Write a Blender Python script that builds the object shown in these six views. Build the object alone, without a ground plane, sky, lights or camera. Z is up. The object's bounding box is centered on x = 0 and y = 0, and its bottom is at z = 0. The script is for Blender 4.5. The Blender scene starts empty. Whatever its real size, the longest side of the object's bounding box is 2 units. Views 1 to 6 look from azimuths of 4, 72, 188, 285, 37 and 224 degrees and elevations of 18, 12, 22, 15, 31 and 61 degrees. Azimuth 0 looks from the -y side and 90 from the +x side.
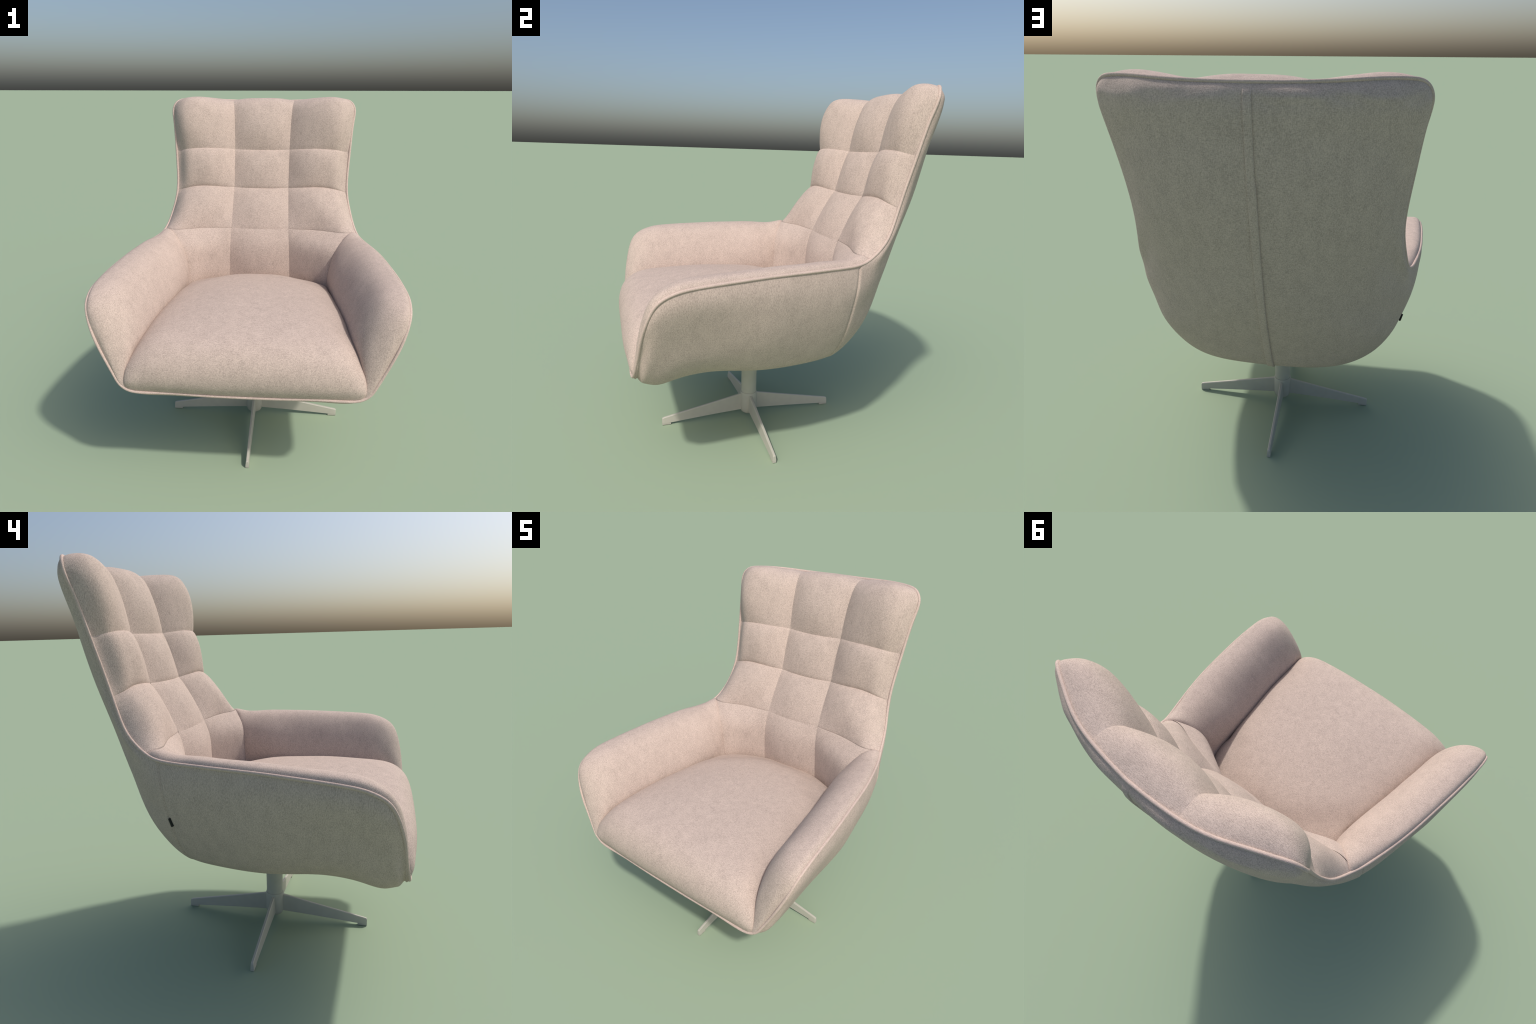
import bpy, math
import numpy as np
from mathutils import Vector, noise

# ------------------------------------------------------------------ helpers
def spline(P, t, q):
    """natural cubic spline through P (n,k) at knots t, evaluated at q"""
    P = np.asarray(P, float); n = len(t)
    h = np.diff(t); A = np.zeros((n, n)); b = np.zeros((n, P.shape[1]))
    A[0, 0] = A[-1, -1] = 1
    for i in range(1, n - 1):
        A[i, i-1] = h[i-1]; A[i, i] = 2*(h[i-1]+h[i]); A[i, i+1] = h[i]
        b[i] = 6*((P[i+1]-P[i])/h[i] - (P[i]-P[i-1])/h[i-1])
    M = np.linalg.solve(A, b)
    k = np.clip(np.searchsorted(t, q, side='right')-1, 0, n-2)
    d1 = (t[k+1]-q)[:, None]; d0 = (q-t[k])[:, None]; hk = h[k][:, None]
    return (M[k]*d1**3 + M[k+1]*d0**3)/(6*hk) + (P[k]/hk - M[k]*hk/6)*d1 + (P[k+1]/hk - M[k+1]*hk/6)*d0

def chord(P, power=1.0):
    d = np.linalg.norm(np.diff(np.asarray(P, float), axis=0), axis=1)**power
    return np.r_[0, np.cumsum(np.maximum(d, 1e-6))]

def curve(P, n, power=0.7):
    """resample a control polygon to n points, evenly in arc length"""
    P = np.asarray(P, float); t = chord(P, power)
    D = spline(P, t, np.linspace(0, t[-1], 12*n))
    s = chord(D); q = np.linspace(0, s[-1], n)
    return np.stack([np.interp(q, s, D[:, i]) for i in range(3)], 1)

def mirrored(half):
    half = np.asarray(half, float)
    return np.r_[half[:0:-1]*[-1, 1, 1], half]

def loft(ribs, n, power=0.7):
    """ribs: (R,K,3) -> (n,K,3) splined across the ribs"""
    R = np.asarray(ribs, float)
    d = np.linalg.norm(np.diff(R, axis=0), axis=2).mean(1)**power
    t = np.r_[0, np.cumsum(np.maximum(d, 1e-6))]
    return spline(R.reshape(len(R), -1), t, np.linspace(0, t[-1], n)).reshape(n, R.shape[1], 3)

def grid_normals(G):
    du = np.gradient(G, axis=0); dv = np.gradient(G, axis=1)
    N = np.cross(du, dv); L = np.linalg.norm(N, axis=2, keepdims=True)
    return N/np.maximum(L, 1e-9)

root = bpy.data.objects.new("swivel_armchair", None)
bpy.context.scene.collection.objects.link(root)
root["label"] = "beige fabric swivel armchair with tufted back on four-star base"
root["category"] = "armchair"

def add_mesh(name, verts, faces, mat, parent=root, smooth=True, normals=None):
    me = bpy.data.meshes.new(name)
    me.from_pydata([tuple(v) for v in verts], [], [tuple(int(i) for i in f) for f in faces])
    me.update()
    if smooth:
        me.polygons.foreach_set("use_smooth", [True]*len(me.polygons))
    if normals is not None:
        me.normals_split_custom_set_from_vertices([tuple(v) for v in normals])
    me.materials.append(mat)
    ob = bpy.data.objects.new(name, me)
    bpy.context.scene.collection.objects.link(ob)
    ob.parent = parent
    return ob

def grid_faces(n, m, flip=False, wrap=False):
    F = []
    for i in range(n-1):
        for j in range(m if wrap else m-1):
            k = (j+1) % m
            f = (i*m+j, i*m+k, (i+1)*m+k, (i+1)*m+j)
            F.append(f[::-1] if flip else f)
    return F

def sub_mesh(name, V, F, mat, N=None):
    used = sorted({i for f in F for i in f}); idx = {o: k for k, o in enumerate(used)}
    return add_mesh(name, V[used], [[idx[i] for i in f] for f in F], mat,
                    normals=None if N is None else N[used])

def lumps(V, amp, scale, seed=0.0):
    return np.array([noise.noise(Vector((p[0]*scale+seed, p[1]*scale, p[2]*scale))) for p in V])*amp

# ---------------------------------------------------------------- materials
def nodes_of(mat):
    mat.use_nodes = True
    nt = mat.node_tree; nt.nodes.clear()
    out = nt.nodes.new("ShaderNodeOutputMaterial")
    bs = nt.nodes.new("ShaderNodeBsdfPrincipled")
    nt.links.new(bs.outputs[0], out.inputs[0])
    return nt, bs

def fabric(name, base, dark, light):
    mat = bpy.data.materials.new(name); nt, bs = nodes_of(mat)
    L = nt.links.new
    tc = nt.nodes.new("ShaderNodeTexCoord")
    def noise_tex(scale, vec_scale, detail=2.0, rough=0.5):
        mp = nt.nodes.new("ShaderNodeMapping"); mp.inputs["Scale"].default_value = vec_scale
        L(tc.outputs["Object"], mp.inputs["Vector"])
        n = nt.nodes.new("ShaderNodeTexNoise")
        n.inputs["Scale"].default_value = scale; n.inputs["Detail"].default_value = detail
        n.inputs["Roughness"].default_value = rough
        L(mp.outputs[0], n.inputs["Vector"]); return n.outputs["Fac"]
    def math_node(op, a, b):
        m = nt.nodes.new("ShaderNodeMath"); m.operation = op
        for i, v in enumerate((a, b)):
            if isinstance(v, (int, float)): m.inputs[i].default_value = v
            else: L(v, m.inputs[i])
        return m.outputs[0]
    warp = noise_tex(100, (3.7, 2.6, 1.0), 1.0)        # upright threads
    weft = noise_tex(100, (0.7, 3.7, 3.7), 1.0)        # crosswise threads
    nub = noise_tex(260, (1, 1, 1), 1.0, 0.6)     # yarn nubs
    melange = noise_tex(22, (1, 1, 0.45), 6.0, 0.7)
    thread = math_node('ADD', math_node('MULTIPLY', warp, 0.42), math_node('MULTIPLY', weft, 0.33))
    grain = math_node('ADD', thread, math_node('MULTIPLY', nub, 0.25))
    val = math_node('ADD', math_node('MULTIPLY', grain, 0.80), math_node('MULTIPLY', melange, 0.20))
    ramp = nt.nodes.new("ShaderNodeValToRGB")
    e = ramp.color_ramp.elements
    e[0].position = 0.40; e[0].color = (*dark, 1)
    e[1].position = 0.60; e[1].color = (*light, 1)
    m = e.new(0.5); m.color = (*base, 1)
    L(val, ramp.inputs[0]); L(ramp.outputs[0], bs.inputs["Base Color"])
    bs.inputs["Roughness"].default_value = 0.95
    bs.inputs["Specular IOR Level"].default_value = 0.15
    bs.inputs["Sheen Weight"].default_value = 0.03
    bs.inputs["Sheen Roughness"].default_value = 0.6
    bs.inputs["Sheen Tint"].default_value = (1.0, 0.9, 0.85, 1)
    bump = nt.nodes.new("ShaderNodeBump")
    bump.inputs["Strength"].default_value = 0.7; bump.inputs["Distance"].default_value = 0.0022
    L(grain, bump.inputs["Height"]); L(bump.outputs[0], bs.inputs["Normal"])
    return mat

def plain(name, col, rough, metallic=0.0, var=0.04, spec=0.4):
    mat = bpy.data.materials.new(name); nt, bs = nodes_of(mat)
    tc = nt.nodes.new("ShaderNodeTexCoord"); n = nt.nodes.new("ShaderNodeTexNoise")
    n.inputs["Scale"].default_value = 30; n.inputs["Detail"].default_value = 4
    nt.links.new(tc.outputs["Object"], n.inputs["Vector"])
    r = nt.nodes.new("ShaderNodeValToRGB")
    r.color_ramp.elements[0].position = 0.3; r.color_ramp.elements[1].position = 0.7
    r.color_ramp.elements[0].color = (*[c*(1-var) for c in col], 1)
    r.color_ramp.elements[1].color = (*[c*(1+var) for c in col], 1)
    nt.links.new(n.outputs["Fac"], r.inputs[0]); nt.links.new(r.outputs[0], bs.inputs["Base Color"])
    bs.inputs["Roughness"].default_value = rough; bs.inputs["Metallic"].default_value = metallic
    bs.inputs["Specular IOR Level"].default_value = spec
    return mat

def shade(c, k): return tuple(x*k for x in c)
CLOTH = (0.495, 0.400, 0.348)
cloth = fabric("woven_cloth", CLOTH, shade(CLOTH, 0.79), shade(CLOTH, 1.19))
CORD = (0.550, 0.435, 0.380)
cord_cloth = fabric("piping_cloth", CORD, shade(CORD, 0.86), shade(CORD, 1.12))
metal = plain("powder_coated_metal", (0.47, 0.45, 0.385), 0.5, 0.0, 0.03)
glide_mat = plain("glide_plastic", (0.44, 0.42, 0.36), 0.6, 0.0, 0.03)
tag_mat = plain("black_label", (0.012, 0.012, 0.013), 0.7, 0.0, 0.1)

# ------------------------------------------------------- the piping's course
TOP_EDGE = [(0, .828, 1.971), (.16, .818, 1.972), (.338, .787, 1.979), (.47, .735, 1.985),
            (.55, .700, 1.983), (.590, .680, 1.975), (.613, .667, 1.958)]
SIDE_EDGE = [(.613, .667, 1.958), (.628, .656, 1.925), (.626, .640, 1.87), (.617, .621, 1.81),
             (.602, .576, 1.635), (.591, .535, 1.48), (.592, .504, 1.373), (.606, .470, 1.285),
             (.622, .434, 1.220), (.637, .385, 1.168), (.655, .325, 1.128), (.680, .252, 1.109),
             (.720, .100, 1.105), (.752, -.06, 1.103), (.773, -.22, 1.098), (.790, -.36, 1.090),
             (.801, -.49, 1.080), (.807, -.61, 1.065), (.806, -.665, 1.048), (.800, -.715, 1.018),
             (.787, -.746, .972), (.769, -.766, .918), (.736, -.785, .840), (.690, -.797, .745),
             (.652, -.808, .673), (.628, -.814, .634), (.601, -.816, .611)]
FRONT_EDGE = [(.601, -.816, .611), (.572, -.820, .601), (.4, -.821, .597), (.2, -.821, .593), (0, -.821, .591)]

half_loop = np.r_[curve(TOP_EDGE, 90)[:-1], curve(SIDE_EDGE, 330, .5)[:-1], curve(FRONT_EDGE, 90)]
# round the joins between the three edges
for _ in range(6):
    half_loop[1:-1] = (half_loop[:-2] + 2*half_loop[1:-1] + half_loop[2:])/4
loop = np.r_[half_loop, (half_loop*[-1, 1, 1])[-2:0:-1]]

def tube(name, path, r, mat, closed=True, n=10, parent=root):
    P = np.asarray(path); m = len(P)
    T = (np.roll(P, -1, 0)-np.roll(P, 1, 0)) if closed else np.gradient(P, axis=0)
    T /= np.linalg.norm(T, axis=1, keepdims=True)
    up = np.cross(T[0], [1, 0, 0.3]); up /= np.linalg.norm(up)
    V = []
    for i in range(m):
        up = up-T[i]*np.dot(up, T[i]); up /= np.linalg.norm(up)
        w = np.cross(T[i], up)
        for k in range(n):
            a = 2*math.pi*k/n
            V.append(P[i]+r*(math.cos(a)*up+math.sin(a)*w))
    F = grid_faces(m, n, wrap=True)
    if closed:
        # join the last ring to the first with the twist that fits best
        last = np.array(V[(m-1)*n:]); first = np.array(V[:n])
        best = min(range(n), key=lambda s: np.linalg.norm(last-np.roll(first, -s, 0)))
        for j in range(n):
            k = (j+1) % n
            F.append(((m-1)*n+j, (m-1)*n+k, (k+best) % n, (j+best) % n))
    return add_mesh(name, V, F, mat, parent)
tube("piping", loop, 0.0078, cord_cloth)

# -------------------------------------------------------------- outer shell
# ribs from the middle line of the back / underside out to the piping
RIBS = [
 TOP_EDGE,
 [(0, .852, 1.935), (.2, .842, 1.935), (.4, .797, 1.935), (.5, .756, 1.935), (.57, .718, 1.935), (.615, .688, 1.932), (.628, .656, 1.925)],
 [(0, .843, 1.81), (.2, .832, 1.81), (.4, .783, 1.81), (.5, .740, 1.81), (.57, .702, 1.81), (.613, .662, 1.81), (.617, .621, 1.81)],
 [(0, .816, 1.65), (.2, .804, 1.65), (.4, .750, 1.65), (.5, .700, 1.65), (.561, .653, 1.65), (.597, .613, 1.645), (.602, .576, 1.635)],
 [(0, .756, 1.40), (.2, .740, 1.40), (.4, .683, 1.40), (.5, .630, 1.40), (.557, .579, 1.395), (.587, .542, 1.385), (.592, .504, 1.373)],
 [(0, .684, 1.17), (.2, .667, 1.172), (.4, .606, 1.175), (.5, .551, 1.18), (.58, .482, 1.185), (.629, .437, 1.18), (.637, .385, 1.168)],
 [(0, .599, .945), (.2, .588, .948), (.4, .533, .955), (.5, .482, .965), (.6, .404, .99), (.660, .330, 1.04), (.680, .252, 1.109)],
 [(0, .460, .675), (.2, .452, .676), (.35, .430, .685), (.48, .393, .715), (.58, .328, .76), (.650, .240, .83), (.704, .166, .94), (.723, .12, 1.045), (.720, .100, 1.105)],
 [(0, .355, .540), (.2, .348, .541), (.36, .316, .550), (.48, .256, .575), (.575, .175, .63), (.655, .085, .74), (.718, .010, .870), (.752, -.035, 1.00), (.752, -.060, 1.103)],
 [(0, .20, .528), (.2, .195, .528), (.38, .150, .530), (.50, .08, .545), (.585, .00, .590), (.655, -.07, .680), (.718, -.118, .80), (.764, -.143, .945), (.774, -.150, 1.03), (.765, -.155, 1.100)],
 [(0, -.15, .526), (.25, -.16, .526), (.42, -.18, .528), (.53, -.205, .545), (.605, -.230, .590), (.668, -.245, .675), (.727, -.255, .79), (.774, -.265, .930), (.788, -.27, 1.03), (.779, -.27, 1.096)],
 [(0, -.40, .530), (.25, -.405, .530), (.42, -.415, .535), (.525, -.430, .560), (.605, -.450, .607), (.672, -.465, .675), (.733, -.475, .795), (.786, -.485, .930), (.808, -.49, 1.02), (.801, -.49, 1.080)],
 [(0, -.58, .530), (.25, -.580, .530), (.42, -.585, .530), (.53, -.600, .548), (.61, -.615, .592), (.675, -.630, .660), (.735, -.642, .785), (.789, -.655, .915), (.810, -.66, .995), (.806, -.665, 1.048)],
 [(0, -.70, .527), (.25, -.700, .527), (.44, -.705, .527), (.545, -.712, .536), (.615, -.722, .572), (.668, -.731, .640), (.720, -.738, .745), (.766, -.742, .865), (.786, -.745, .93), (.787, -.746, .972)],
 [(0, -.775, .555), (.25, -.775, .555), (.43, -.775, .556), (.53, -.777, .556), (.597, -.780, .578), (.648, -.783, .636), (.688, -.785, .725), (.722, -.785, .800), (.736, -.785, .840)],
 [(0, -.808, .577), (.3, -.808, .578), (.48, -.808, .581), (.57, -.809, .586), (.617, -.810, .617), (.652, -.808, .673)],
 FRONT_EDGE[::-1],
]
ROWS_SHELL = 560; COLS = 200                                     # columns per side
ribs = [curve(mirrored(r), 2*COLS-1) for r in RIBS]
shell = loft(ribs, ROWS_SHELL)
N = grid_normals(shell)
if N[190, COLS-1, 1] < 0: N = -N               # outward
SEAM = np.array([(.50, .160), (.56, .205), (.62, .222), (.70, .232), (.813, .240), (.90, .247), (1.0, .254), (1.11, .262)])
def side_seam(p):
    """signed distance behind the upright seam between side and back panel"""
    return p[..., 1]-np.interp(p[..., 2], SEAM[:, 0], SEAM[:, 1])
q = side_seam(shell)
lateral = np.clip((np.abs(shell[..., 0])-.40)/.12, 0, 1)
raise_back = 0.0045*(1-np.exp(-np.clip(q, 0, 1)/.006))*np.exp(-np.clip(q, 0, 1)/.05)*lateral*(q > 0)
groove = -0.0045*np.exp(-(q/.006)**2)*lateral
# padding: the panels swell gently away from the piping, and pucker under the top edge
flat = shell.reshape(-1, 3)
swell = lumps(flat, .002, 3.2, 7.0).reshape(q.shape)
pucker = lumps(flat*[1, 1, 2.4], .006, 9.0, 3.0).reshape(q.shape)*np.exp(-((shell[..., 2]-1.93)/.035)**2)*(shell[..., 1] > .6)
rim = np.minimum(np.minimum(np.arange(ROWS_SHELL)[:, None], ROWS_SHELL-1-np.arange(ROWS_SHELL)[:, None]),
                 np.minimum(np.arange(2*COLS-1)[None], 2*COLS-2-np.arange(2*COLS-1)[None]))
fade = np.clip(rim/19.0, 0, 1)
shell = shell+N*((raise_back+groove)+(swell+pucker)*fade)[..., None]
N = grid_normals(shell)
if N[190, COLS-1, 1] < 0: N = -N
V = shell.reshape(-1, 3); NV = N.reshape(-1, 3)
F = np.array(grid_faces(ROWS_SHELL, 2*COLS-1, flip=True))
fc = V[F].mean(1)
a, b, c = V[F[0][0]], V[F[0][1]], V[F[0][2]]
if np.dot(np.cross(b-a, c-a), NV[F[0][0]]) < 0: F = F[:, ::-1]
fq = side_seam(fc)
side = (fq <= 0) & (np.abs(fc[:, 0]) > .36)
under = (fq <= 0) & ~side
back = fq > 0
for nm, msk in (("back_panel", back & (fc[:, 0] > 0)), ("back_panel", back & (fc[:, 0] <= 0)),
                ("side_panel", side & (fc[:, 0] > 0)), ("side_panel", side & (fc[:, 0] <= 0)),
                ("underside_panel", under)):
    sub_mesh(nm, V, F[msk].tolist(), cloth, NV)

# flap strip over the back's middle zip
mid = shell[:, COLS-1]; keep = [i for i in range(1, ROWS_SHELL) if mid[i, 1] > .30 and mid[i, 2] < 1.962]
mid = mid[keep]; mn = N[keep, COLS-1]
prof = [(-1, -.002), (-1, .002), (-.93, .0052), (-.6, .0062), (0, .0064), (.6, .0062), (.93, .0052), (1, .002), (1, -.002)]
SV = []
for p, n in zip(mid, mn):
    low = 1/(1+math.exp((p[2]-1.615)*220))       # below the zip's end the flap stands wider and prouder
    for a, h in prof:
        wx = .0165*a - (.0035*low if a < 0 else 0)
        hh = .9*h*(1+.5*low*(a < -.5))*min(1, max(0, (1.955-p[2])/.045)) + .0012*min(1, max(0, (1.962-p[2])/.03)) - .0006
        SV.append(p+np.array([wx, 0, 0])+n*hh)
strip = add_mesh("zip_flap", SV, grid_faces(len(mid), len(prof)), cloth)

# small black label in the side seam
i = np.argmin(np.linalg.norm(V-np.array([-.657, .237, .813]), axis=1))
p0, n0 = V[i], NV[i]
down = np.array([.08, -.075, -.2]); down -= n0*np.dot(down, n0); down /= np.linalg.norm(down)
across = np.cross(n0, down)
TV = []
for s in (-1, 1):
    for w in (-1, 1):
        for h in (-.003, .010):
            TV.append(p0+down*.021*s+across*.0042*w+n0*h)
TF = [(0, 1, 3, 2), (4, 6, 7, 5), (0, 4, 5, 1), (2, 3, 7, 6), (1, 5, 7, 3), (0, 2, 6, 4)]
add_mesh("label_tag", TV, TF, tag_mat, smooth=False)

# ------------------------------------------------------------- seat cushion
SEAT = [
 [(0, .360, .70), (.20, .350, .70), (.37, .295, .70), (.46, .225, .70), (.50, .120, .70), (.53, .06, .66)],
 [(0, .348, .79), (.19, .335, .79), (.355, .275, .79), (.447, .205, .79), (.482, .105, .79), (.51, .05, .72)],
 [(0, .308, .824), (.17, .288, .826), (.322, .222, .830), (.412, .157, .828), (.460, .073, .818), (.49, .04, .74)],
 [(0, .200, .874), (.15, .180, .874), (.28, .120, .868), (.385, .065, .855), (.468, .000, .828), (.495, -.02, .74)],
 [(0, .050, .912), (.15, .030, .909), (.30, -.010, .896), (.41, -.045, .872), (.484, -.08, .830), (.51, -.09, .74)],
 [(0, -.15, .935), (.16, -.16, .929), (.32, -.18, .909), (.43, -.20, .878), (.502, -.20, .830), (.53, -.2, .74)],
 [(0, -.35, .943), (.17, -.35, .937), (.34, -.35, .913), (.45, -.35, .880), (.526, -.35, .826), (.55, -.35, .74)],
 [(0, -.55, .936), (.17, -.55, .931), (.34, -.55, .908), (.46, -.55, .872), (.548, -.55, .812), (.57, -.54, .73)],
 [(0, -.68, .913), (.18, -.68, .907), (.36, -.68, .886), (.48, -.680, .855), (.568, -.668, .786), (.585, -.655, .71)],
 [(0, -.775, .868), (.18, -.773, .864), (.37, -.769, .846), (.50, -.762, .816), (.585, -.738, .750), (.60, -.72, .69)],
 [(0, -.832, .800), (.19, -.830, .797), (.38, -.825, .783), (.51, -.816, .760), (.596, -.790, .716), (.61, -.77, .68)],
 [(0, -.857, .715), (.19, -.856, .713), (.39, -.850, .704), (.52, -.839, .690), (.600, -.818, .668), (.612, -.79, .655)],
 [(0, -.848, .645), (.19, -.848, .645), (.39, -.844, .644), (.52, -.836, .641), (.601, -.820, .636), (.61, -.80, .63)],
 [(0, -.822, .597), (.19, -.822, .598), (.39, -.822, .600), (.52, -.821, .603), (.598, -.816, .612), (.603, -.81, .61)],
]
def flatten(r, k):
    return [(x, y, z-k*max(0, 1-(x/.5)**2)) for x, y, z in r]
SEAT = [flatten(r, k) for r, k in zip(SEAT, [0, 0, .008, .004, .006, .011, .018, .024, .022, .010, 0, 0, 0, 0])]
seat = loft([curve(mirrored(r), 161) for r in SEAT], 200)
SN = grid_normals(seat)
if SN[100, 80, 2] < 0: SN = -SN
d = lumps(seat.reshape(-1, 3), .004, 4.0, 11.0).reshape(200, 161)
d *= np.clip(np.minimum(np.arange(200), 199-np.arange(200))/15.0, 0, 1)[:, None]
seat = seat+SN*d[..., None]
add_mesh("seat_cushion", seat.reshape(-1, 3), grid_faces(200, 161, flip=True), cloth)

# ------------------------------------------------------------------ armrests
ARM = [
 [(.655, .325, 1.128), (.641, .311, 1.143), (.605, .285, 1.145), (.560, .256, 1.112), (.521, .240, 1.055), (.492, .222, .977), (.474, .213, .880), (.462, .205, .800), (.46, .2, .72)],
 [(.680, .252, 1.109), (.664, .245, 1.128), (.630, .230, 1.136), (.582, .210, 1.108), (.540, .192, 1.045), (.510, .178, .965), (.487, .168, .875), (.472, .160, .790), (.465, .155, .72)],
 [(.720, .100, 1.105), (.704, .098, 1.125), (.668, .092, 1.134), (.612, .080, 1.110), (.563, .070, 1.040), (.530, .062, .955), (.502, .055, .865), (.484, .050, .785), (.475, .045, .72)],
 [(.752, -.06, 1.103), (.737, -.063, 1.122), (.700, -.067, 1.131), (.643, -.073, 1.107), (.590, -.076, 1.034), (.550, -.078, .950), (.514, -.080, .860), (.490, -.08, .785), (.48, -.075, .72)],
 [(.783, -.30, 1.094), (.768, -.302, 1.114), (.731, -.306, 1.125), (.674, -.31, 1.102), (.622, -.313, 1.028), (.583, -.315, .940), (.545, -.316, .855), (.518, -.315, .780), (.505, -.31, .715)],
 [(.802, -.50, 1.079), (.788, -.504, 1.101), (.751, -.508, 1.112), (.695, -.51, 1.090), (.645, -.512, 1.015), (.606, -.513, .930), (.568, -.514, .845), (.541, -.513, .770), (.525, -.51, .71)],
 [(.807, -.62, 1.063), (.793, -.627, 1.085), (.756, -.632, 1.095), (.702, -.633, 1.072), (.655, -.636, .995), (.618, -.640, .912), (.583, -.643, .830), (.557, -.643, .760), (.54, -.635, .70)],
 [(.800, -.715, 1.018), (.786, -.726, 1.035), (.750, -.732, 1.040), (.702, -.726, 1.012), (.660, -.722, .942), (.626, -.718, .868), (.596, -.715, .800), (.573, -.710, .735), (.556, -.70, .68)],
 [(.769, -.766, .918), (.757, -.777, .928), (.727, -.786, .926), (.688, -.784, .898), (.654, -.780, .850), (.625, -.776, .798), (.602, -.772, .748), (.585, -.765, .700), (.572, -.755, .655)],
 [(.690, -.797, .745), (.683, -.806, .748), (.668, -.814, .746), (.650, -.816, .736), (.632, -.815, .718), (.616, -.812, .698), (.603, -.808, .678), (.592, -.80, .66), (.586, -.795, .645)],
 [(.640, -.811, .652), (.636, -.817, .653), (.629, -.822, .651), (.621, -.823, .647), (.613, -.823, .642), (.605, -.822, .637), (.599, -.820, .632), (.594, -.815, .628), (.59, -.81, .622)],
 [(.604, -.818, .610), (.603, -.819, .610), (.602, -.819, .610), (.601, -.819, .610), (.600, -.819, .610), (.599, -.818, .610), (.598, -.817, .610), (.597, -.816, .610), (.596, -.815, .610)],
]
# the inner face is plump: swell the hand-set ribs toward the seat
PLUMP = np.array([(0, 0), (0, 0), (-.006, 0), (-.018, .006), (-.035, .014), (-.042, .012), (-.031, .006), (-.008, 0), (0, 0)])
along = [0, .6, 1, 1, 1, 1, 1, .9, .6, .2, 0, 0]
front = [0, 0, 0, 0, 0, 0, 0, .5, 1, 1, .6, 0]
ARM = [[(x+k*dx, y+.006*f*(i > 0), z+k*dz-.004*(1 < i < 5)*(j > 1)) for i, ((x, y, z), (dx, dz)) in enumerate(zip(r, PLUMP))] for j, (r, k, f) in enumerate(zip(ARM, along, front))]
tuck = [.3, .85, 1, 1, 1, 1, 1, 1, 1]
ARM.insert(0, [(x, y+.030*k, z-.030*k) for (x, y, z), k in zip(ARM[0], tuck)])   # tucked behind the back pillows
ARM[0][0] = (.648, .338, 1.122)
arm = loft([curve(r, 90) for r in ARM], 220)
AN = grid_normals(arm)
if AN[110, 20, 2] < 0: AN = -AN
d = lumps(arm.reshape(-1, 3), .004, 5.0, 23.0).reshape(220, 90)
d *= np.clip(np.minimum(np.arange(220), 219-np.arange(220))/15.0, 0, 1)[:, None]*np.clip(np.arange(90)/10.0, 0, 1)[None]
reach = np.r_[0, np.cumsum(np.linalg.norm(np.diff(arm[:, 30], axis=0), axis=1))]
roll = .007*(1-np.exp(-np.clip(reach-.050, 0, 9)/.010))*np.exp(-np.clip(reach-.040, 0, 9)/.09)
arm = arm+AN*(d+roll[:, None]*np.clip((np.arange(90)-22)/18.0, 0, 1)[None])[..., None]
for sgn in (1, -1):
    add_mesh("armrest", arm.reshape(-1, 3)*[sgn, 1, 1], grid_faces(220, 90, flip=sgn < 0), cloth)

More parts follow.
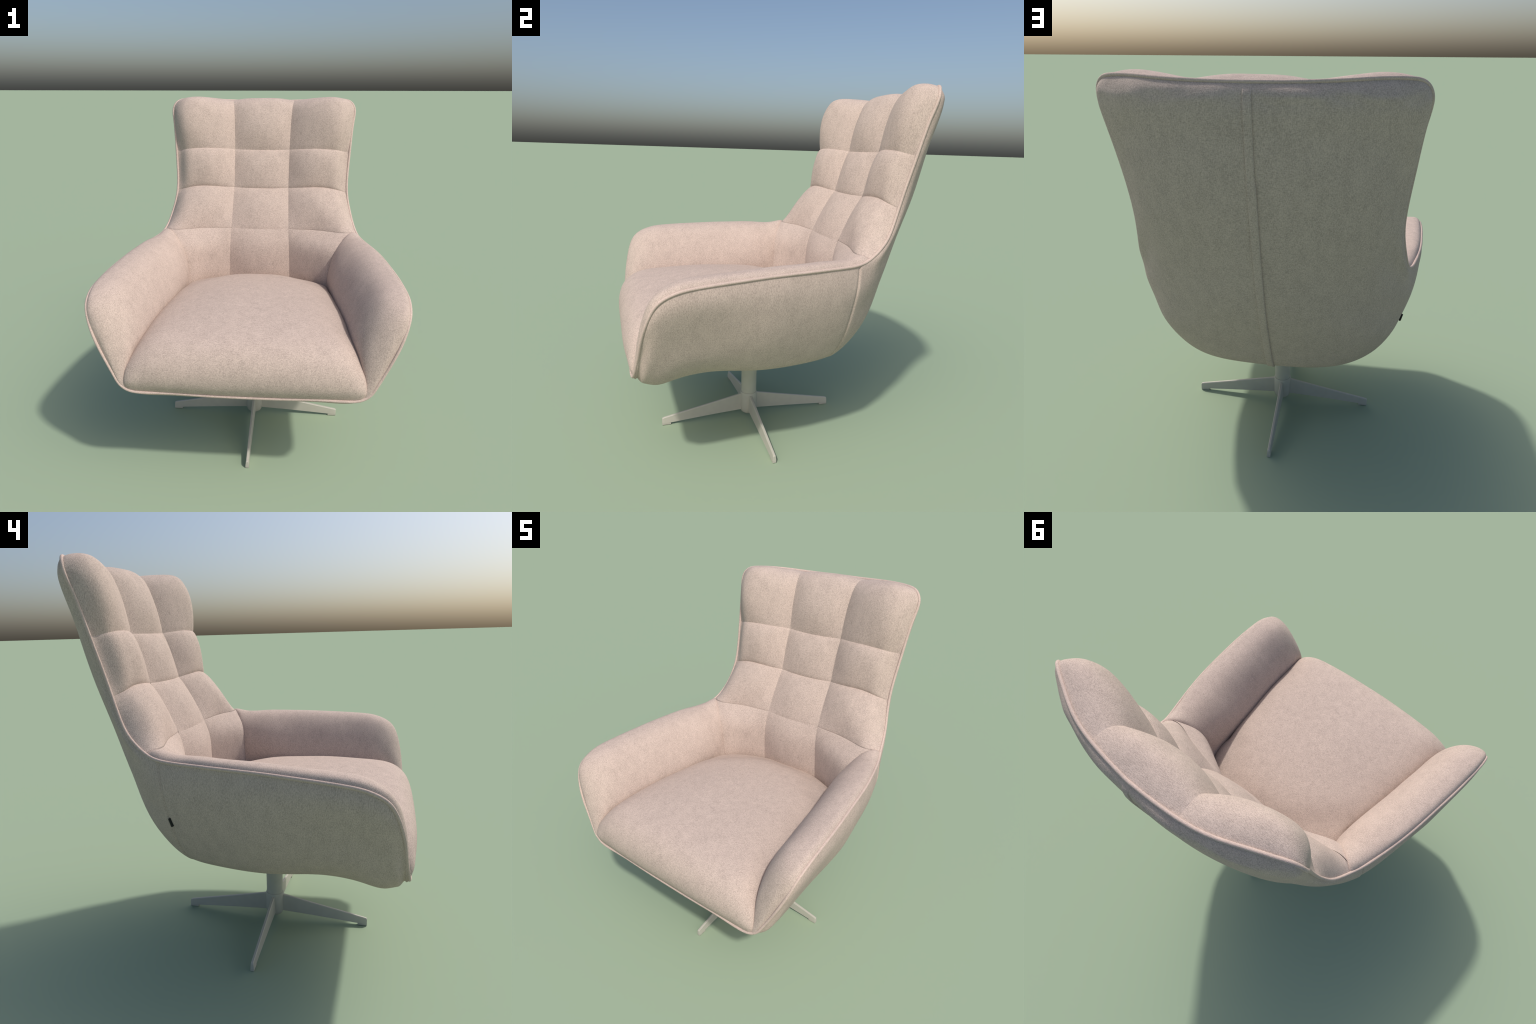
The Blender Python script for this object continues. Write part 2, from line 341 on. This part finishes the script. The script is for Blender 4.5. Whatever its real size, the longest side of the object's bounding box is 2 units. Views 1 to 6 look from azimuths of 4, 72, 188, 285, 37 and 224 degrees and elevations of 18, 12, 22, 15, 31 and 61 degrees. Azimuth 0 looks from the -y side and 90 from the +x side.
# ------------------------------------------- tufted back: 3 columns x 4 rows
# each level: mid bulge, upright seam, then the outer column out to the piping
LEVELS = [
 # top row (piping up over the crest and down to the first cross seam)
 [[(0, .826, 1.972), (.10, .823, 1.972), (.222, .808, 1.972)], [(.222, .808, 1.972), (.285, .798, 1.976), (.38, .770, 1.980), (.47, .733, 1.984), (.55, .698, 1.982), (.590, .679, 1.974), (.612, .668, 1.959)]],
 [[(0, .772, 1.988), (.10, .770, 1.988), (.219, .775, 1.974)], [(.219, .775, 1.974), (.285, .752, 1.984), (.38, .710, 1.995), (.47, .682, 2.000), (.545, .662, 1.992), (.590, .660, 1.974), (.618, .660, 1.946)]],
 [[(0, .712, 1.989), (.10, .713, 1.987), (.214, .732, 1.972)], [(.214, .732, 1.972), (.280, .700, 1.979), (.37, .655, 1.988), (.46, .622, 1.995), (.540, .616, 1.982), (.592, .635, 1.958), (.624, .654, 1.932)]],
 [[(0, .665, 1.958), (.10, .668, 1.957), (.206, .694, 1.945)], [(.206, .694, 1.945), (.268, .655, 1.95), (.36, .610, 1.955), (.46, .580, 1.955), (.535, .580, 1.945), (.593, .610, 1.925), (.628, .650, 1.905)]],
 [[(0, .612, 1.88), (.10, .621, 1.88), (.199, .656, 1.875)], [(.199, .656, 1.875), (.258, .616, 1.88), (.355, .572, 1.88), (.455, .546, 1.88), (.530, .547, 1.875), (.590, .585, 1.865), (.625, .637, 1.855)]],
 [[(0, .575, 1.76), (.10, .585, 1.76), (.193, .617, 1.76)], [(.193, .617, 1.76), (.253, .582, 1.76), (.352, .545, 1.76), (.455, .524, 1.76), (.526, .530, 1.76), (.582, .568, 1.757), (.613, .607, 1.75)]],
 [[(0, .574, 1.651), (.10, .580, 1.651), (.190, .596, 1.652)], [(.190, .596, 1.652), (.252, .566, 1.659), (.355, .535, 1.666), (.458, .527, 1.664), (.528, .537, 1.655), (.577, .572, 1.642), (.603, .578, 1.638)]],
 # second cross seam
 [[(0, .490, 1.398), (.10, .496, 1.398), (.188, .512, 1.398)], [(.188, .512, 1.398), (.249, .491, 1.405), (.350, .472, 1.414), (.450, .473, 1.411), (.520, .477, 1.396), (.568, .498, 1.380), (.592, .505, 1.374)]],
 # third cross seam, ending at the corner with the arm
 [[(0, .350, 1.142), (.10, .355, 1.142), (.196, .368, 1.142)], [(.196, .368, 1.142), (.264, .356, 1.144), (.378, .338, 1.146), (.485, .309, 1.144), (.568, .290, 1.143), (.623, .302, 1.142), (.652, .322, 1.132)]],
 # bottom row, down behind the seat
 [[(0, .325, 1.05), (.10, .330, 1.05), (.201, .343, 1.05)], [(.201, .343, 1.05), (.262, .324, 1.05), (.36, .289, 1.05), (.45, .252, 1.05), (.521, .232, 1.05), (.57, .235, 1.05), (.60, .25, 1.05)]],
 [[(0, .317, .94), (.10, .322, .94), (.206, .338, .94)], [(.206, .338, .94), (.262, .318, .94), (.34, .286, .94), (.42, .246, .94), (.482, .213, .94), (.53, .215, .94), (.56, .22, .94)]],
 [[(0, .320, .80), (.10, .325, .80), (.210, .340, .80)], [(.210, .340, .80), (.262, .322, .80), (.34, .288, .80), (.41, .245, .80), (.463, .203, .80), (.51, .205, .80), (.54, .21, .80)]],
 [[(0, .330, .68), (.10, .335, .68), (.212, .345, .68)], [(.212, .345, .68), (.262, .335, .68), (.34, .308, .68), (.41, .262, .68), (.455, .21, .68), (.5, .21, .68), (.53, .22, .68)]],
]
NC, NO = 41, 61
centre = np.array([curve(mirrored(l[0]), NC) for l in LEVELS])
outer = np.array([curve(l[1], NO) for l in LEVELS])
outer_left = outer[:, ::-1]*[-1, 1, 1]
columns = [outer_left, centre, outer]
# the piping side of rows two and three follows the piping, not a straight chord
ROWS = [(0, 6, 76), (6, 7, 50), (7, 8, 54), (8, 12, 56)]
RISE = [0.0, .030, .034, .020]                  # how far each row's pillows swell
SEAM_RISE = [0.0, .009, .010, .004]
RISE_MID = [0.0, .024, .026, .016]
side_path = curve(SIDE_EDGE, 400, .5)
def edge_at(z):
    k = np.argmin(np.abs(side_path[:200, 2]-z)); return side_path[k]
for ci, col in enumerate(columns):
    for ri, (r0, r1, n) in enumerate(ROWS):
        if r1-r0 == 1:
            w = np.linspace(0, 1, n)[:, None, None]
            g = col[r0]*(1-w)+col[r1]*w
        else:
            g = loft(col[r0:r1+1], n)
        m = g.shape[1]
        # pull the outer border on to the piping
        if ci != 1 and ri in (1, 2):
            k = -1 if ci == 2 else 0; sgn = 1 if ci == 2 else -1
            for i in range(n):
                tgt = edge_at(g[i, k, 2])*[sgn, 1, 1]
                f = np.linspace(0, 1, m)**6
                if ci == 0: f = f[::-1]
                g[i] += f[:, None]*(tgt-g[i, k])
        G = grid_normals(g)
        if G[n//2, m//2, 1] > 0: G = -G
        b = np.linspace(-1, 1, n)[:, None]; a = np.linspace(-1, 1, m)[None]
        HS = SEAM_RISE[ri]                           # swell of the upright seams themselves
        if ci == 1:
            across_f = HS+(RISE_MID[ri]-HS)*(1-a**2)
        else:
            s = (a+1)/2 if ci == 2 else (1-a)/2      # 0 at the upright seam, 1 at the piping
            across_f = HS*(1-s**4)+(RISE[ri]-HS)*np.sin(np.pi*np.clip(s/.98, 0, 1))**.8
        skew = b+.12*(1-b**2)                        # fullest a little above the middle
        bump = across_f*np.clip(1-skew**2, 0, 1)**np.where(b > 0, (.72, .75, 1.05, 1.1)[ri], (.72, .75, .75, 1.15)[ri])
        # stitched crease along the cross seams
        crease = np.zeros(n); length = (.33, .26, .29, .46)[ri]; w = np.linspace(0, length, n)
        if ri < 3: crease += np.exp(-((length-w)/.010)**2)
        if ri > 0: crease += np.exp(-(w/.010)**2)
        bump = bump-.0018*crease[:, None]*(1-(np.abs(a)**10 if ci == 1 else s**10))
        lump = lumps(g.reshape(-1, 3), .0025, 8.0, 31.0).reshape(n, m)*(1-b**2)*(1-a**2)
        out = np.array([0, -.93, .36])               # one direction for all, so that neighbours meet
        g = g+out*bump[..., None]+G*lump[..., None]
        if ri == 2 and ci != 1:                      # lower hem tucked behind the arm's end
            hem = [g[-1]+np.array([0, .010, -.012])*k*(1-s[0]**2)[:, None] for k in (1, 2, 3)]
            g = np.concatenate([g, np.array(hem)]); n += 3
        add_mesh("back_pillow", g.reshape(-1, 3), grid_faces(n, m), cloth)

# ---------------------------------------------------------------------- base
CX, CY = 0.0, -.094
def lathe(name, prof, mat, n=48, parent=root):
    V = [(CX+r*math.cos(2*math.pi*k/n), CY+r*math.sin(2*math.pi*k/n), z) for r, z in prof for k in range(n)]
    ob = add_mesh(name, V, grid_faces(len(prof), n, wrap=True), mat, parent)
    ob.data.set_sharp_from_angle(angle=math.radians(40))
    return ob
base = bpy.data.objects.new("swivel_base", None); bpy.context.scene.collection.objects.link(base); base.parent = root
lathe("column", [(.0, .15), (.0475, .15), (.0475, .50), (.0, .50)], metal, parent=base)
lathe("hub", [(.0, .012), (.018, .012), (.034, .016), (.046, .026), (.0515, .042), (.053, .07), (.0525, .148), (.0505, .157), (.0485, .158), (.0478, .152), (.0, .152)], metal, parent=base)

# leg: blade of trapezoid section, tall at the hub, low at the tip
def leg_mesh():
    st = [(.030, .150, .041, .017), (.055, .142, .041, .0125), (.10, .133, .038, .0115), (.22, .108, .031, .011),
          (.36, .080, .021, .0105), (.48, .056, .0115, .010), (.52, .048, .010, .010), (.535, .044, .010, .0098), (.5385, .039, .0105, .0092)]
    V = []; 
    for r, zt, zb, w in st:
        wt = w*.62
        V += [(-w, r, zb), (-w, r, zb+.006), (-wt-.001, r, zt-.004), (-wt+.002, r, zt), (wt-.002, r, zt), (wt+.001, r, zt-.004), (w, r, zb+.006), (w, r, zb)]
    F = grid_faces(len(st), 8, wrap=True)
    k = (len(st)-1)*8
    F.append(tuple(range(k, k+8))); F.append(tuple(range(7, -1, -1)))
    return V, F
LV, LF = leg_mesh()
GV = [(sx*.0096, r, z) for z in (0.0, .0106) for sx in (-1, 1) for r in (.487, .5385)]
GF = [(0, 1, 3, 2), (4, 6, 7, 5), (0, 4, 5, 1), (2, 3, 7, 6), (1, 5, 7, 3), (0, 2, 6, 4)]
leg0 = glide0 = None
for k in range(4):
    if leg0 is None:
        leg0 = add_mesh("leg", LV, LF, metal, base); leg0.data.set_sharp_from_angle(angle=math.radians(28))
        glide0 = add_mesh("floor_glide", GV, GF, glide_mat, base, smooth=False); leg, glide = leg0, glide0
    else:
        leg = leg0.copy(); glide = glide0.copy()
        for o in (leg, glide): bpy.context.scene.collection.objects.link(o)
    for o in (leg, glide):
        o.parent = base; o.location = (CX, CY, 0); o.rotation_euler = (0, 0, k*math.pi/2)

# make every mesh face outward
import bmesh
for ob in bpy.data.objects:
    if ob.type == 'MESH' and ob.name.split('.')[0] in ("leg", "floor_glide", "label_tag", "hub", "column", "piping"):
        bm = bmesh.new(); bm.from_mesh(ob.data); bmesh.ops.recalc_face_normals(bm, faces=bm.faces); bm.to_mesh(ob.data); bm.free()
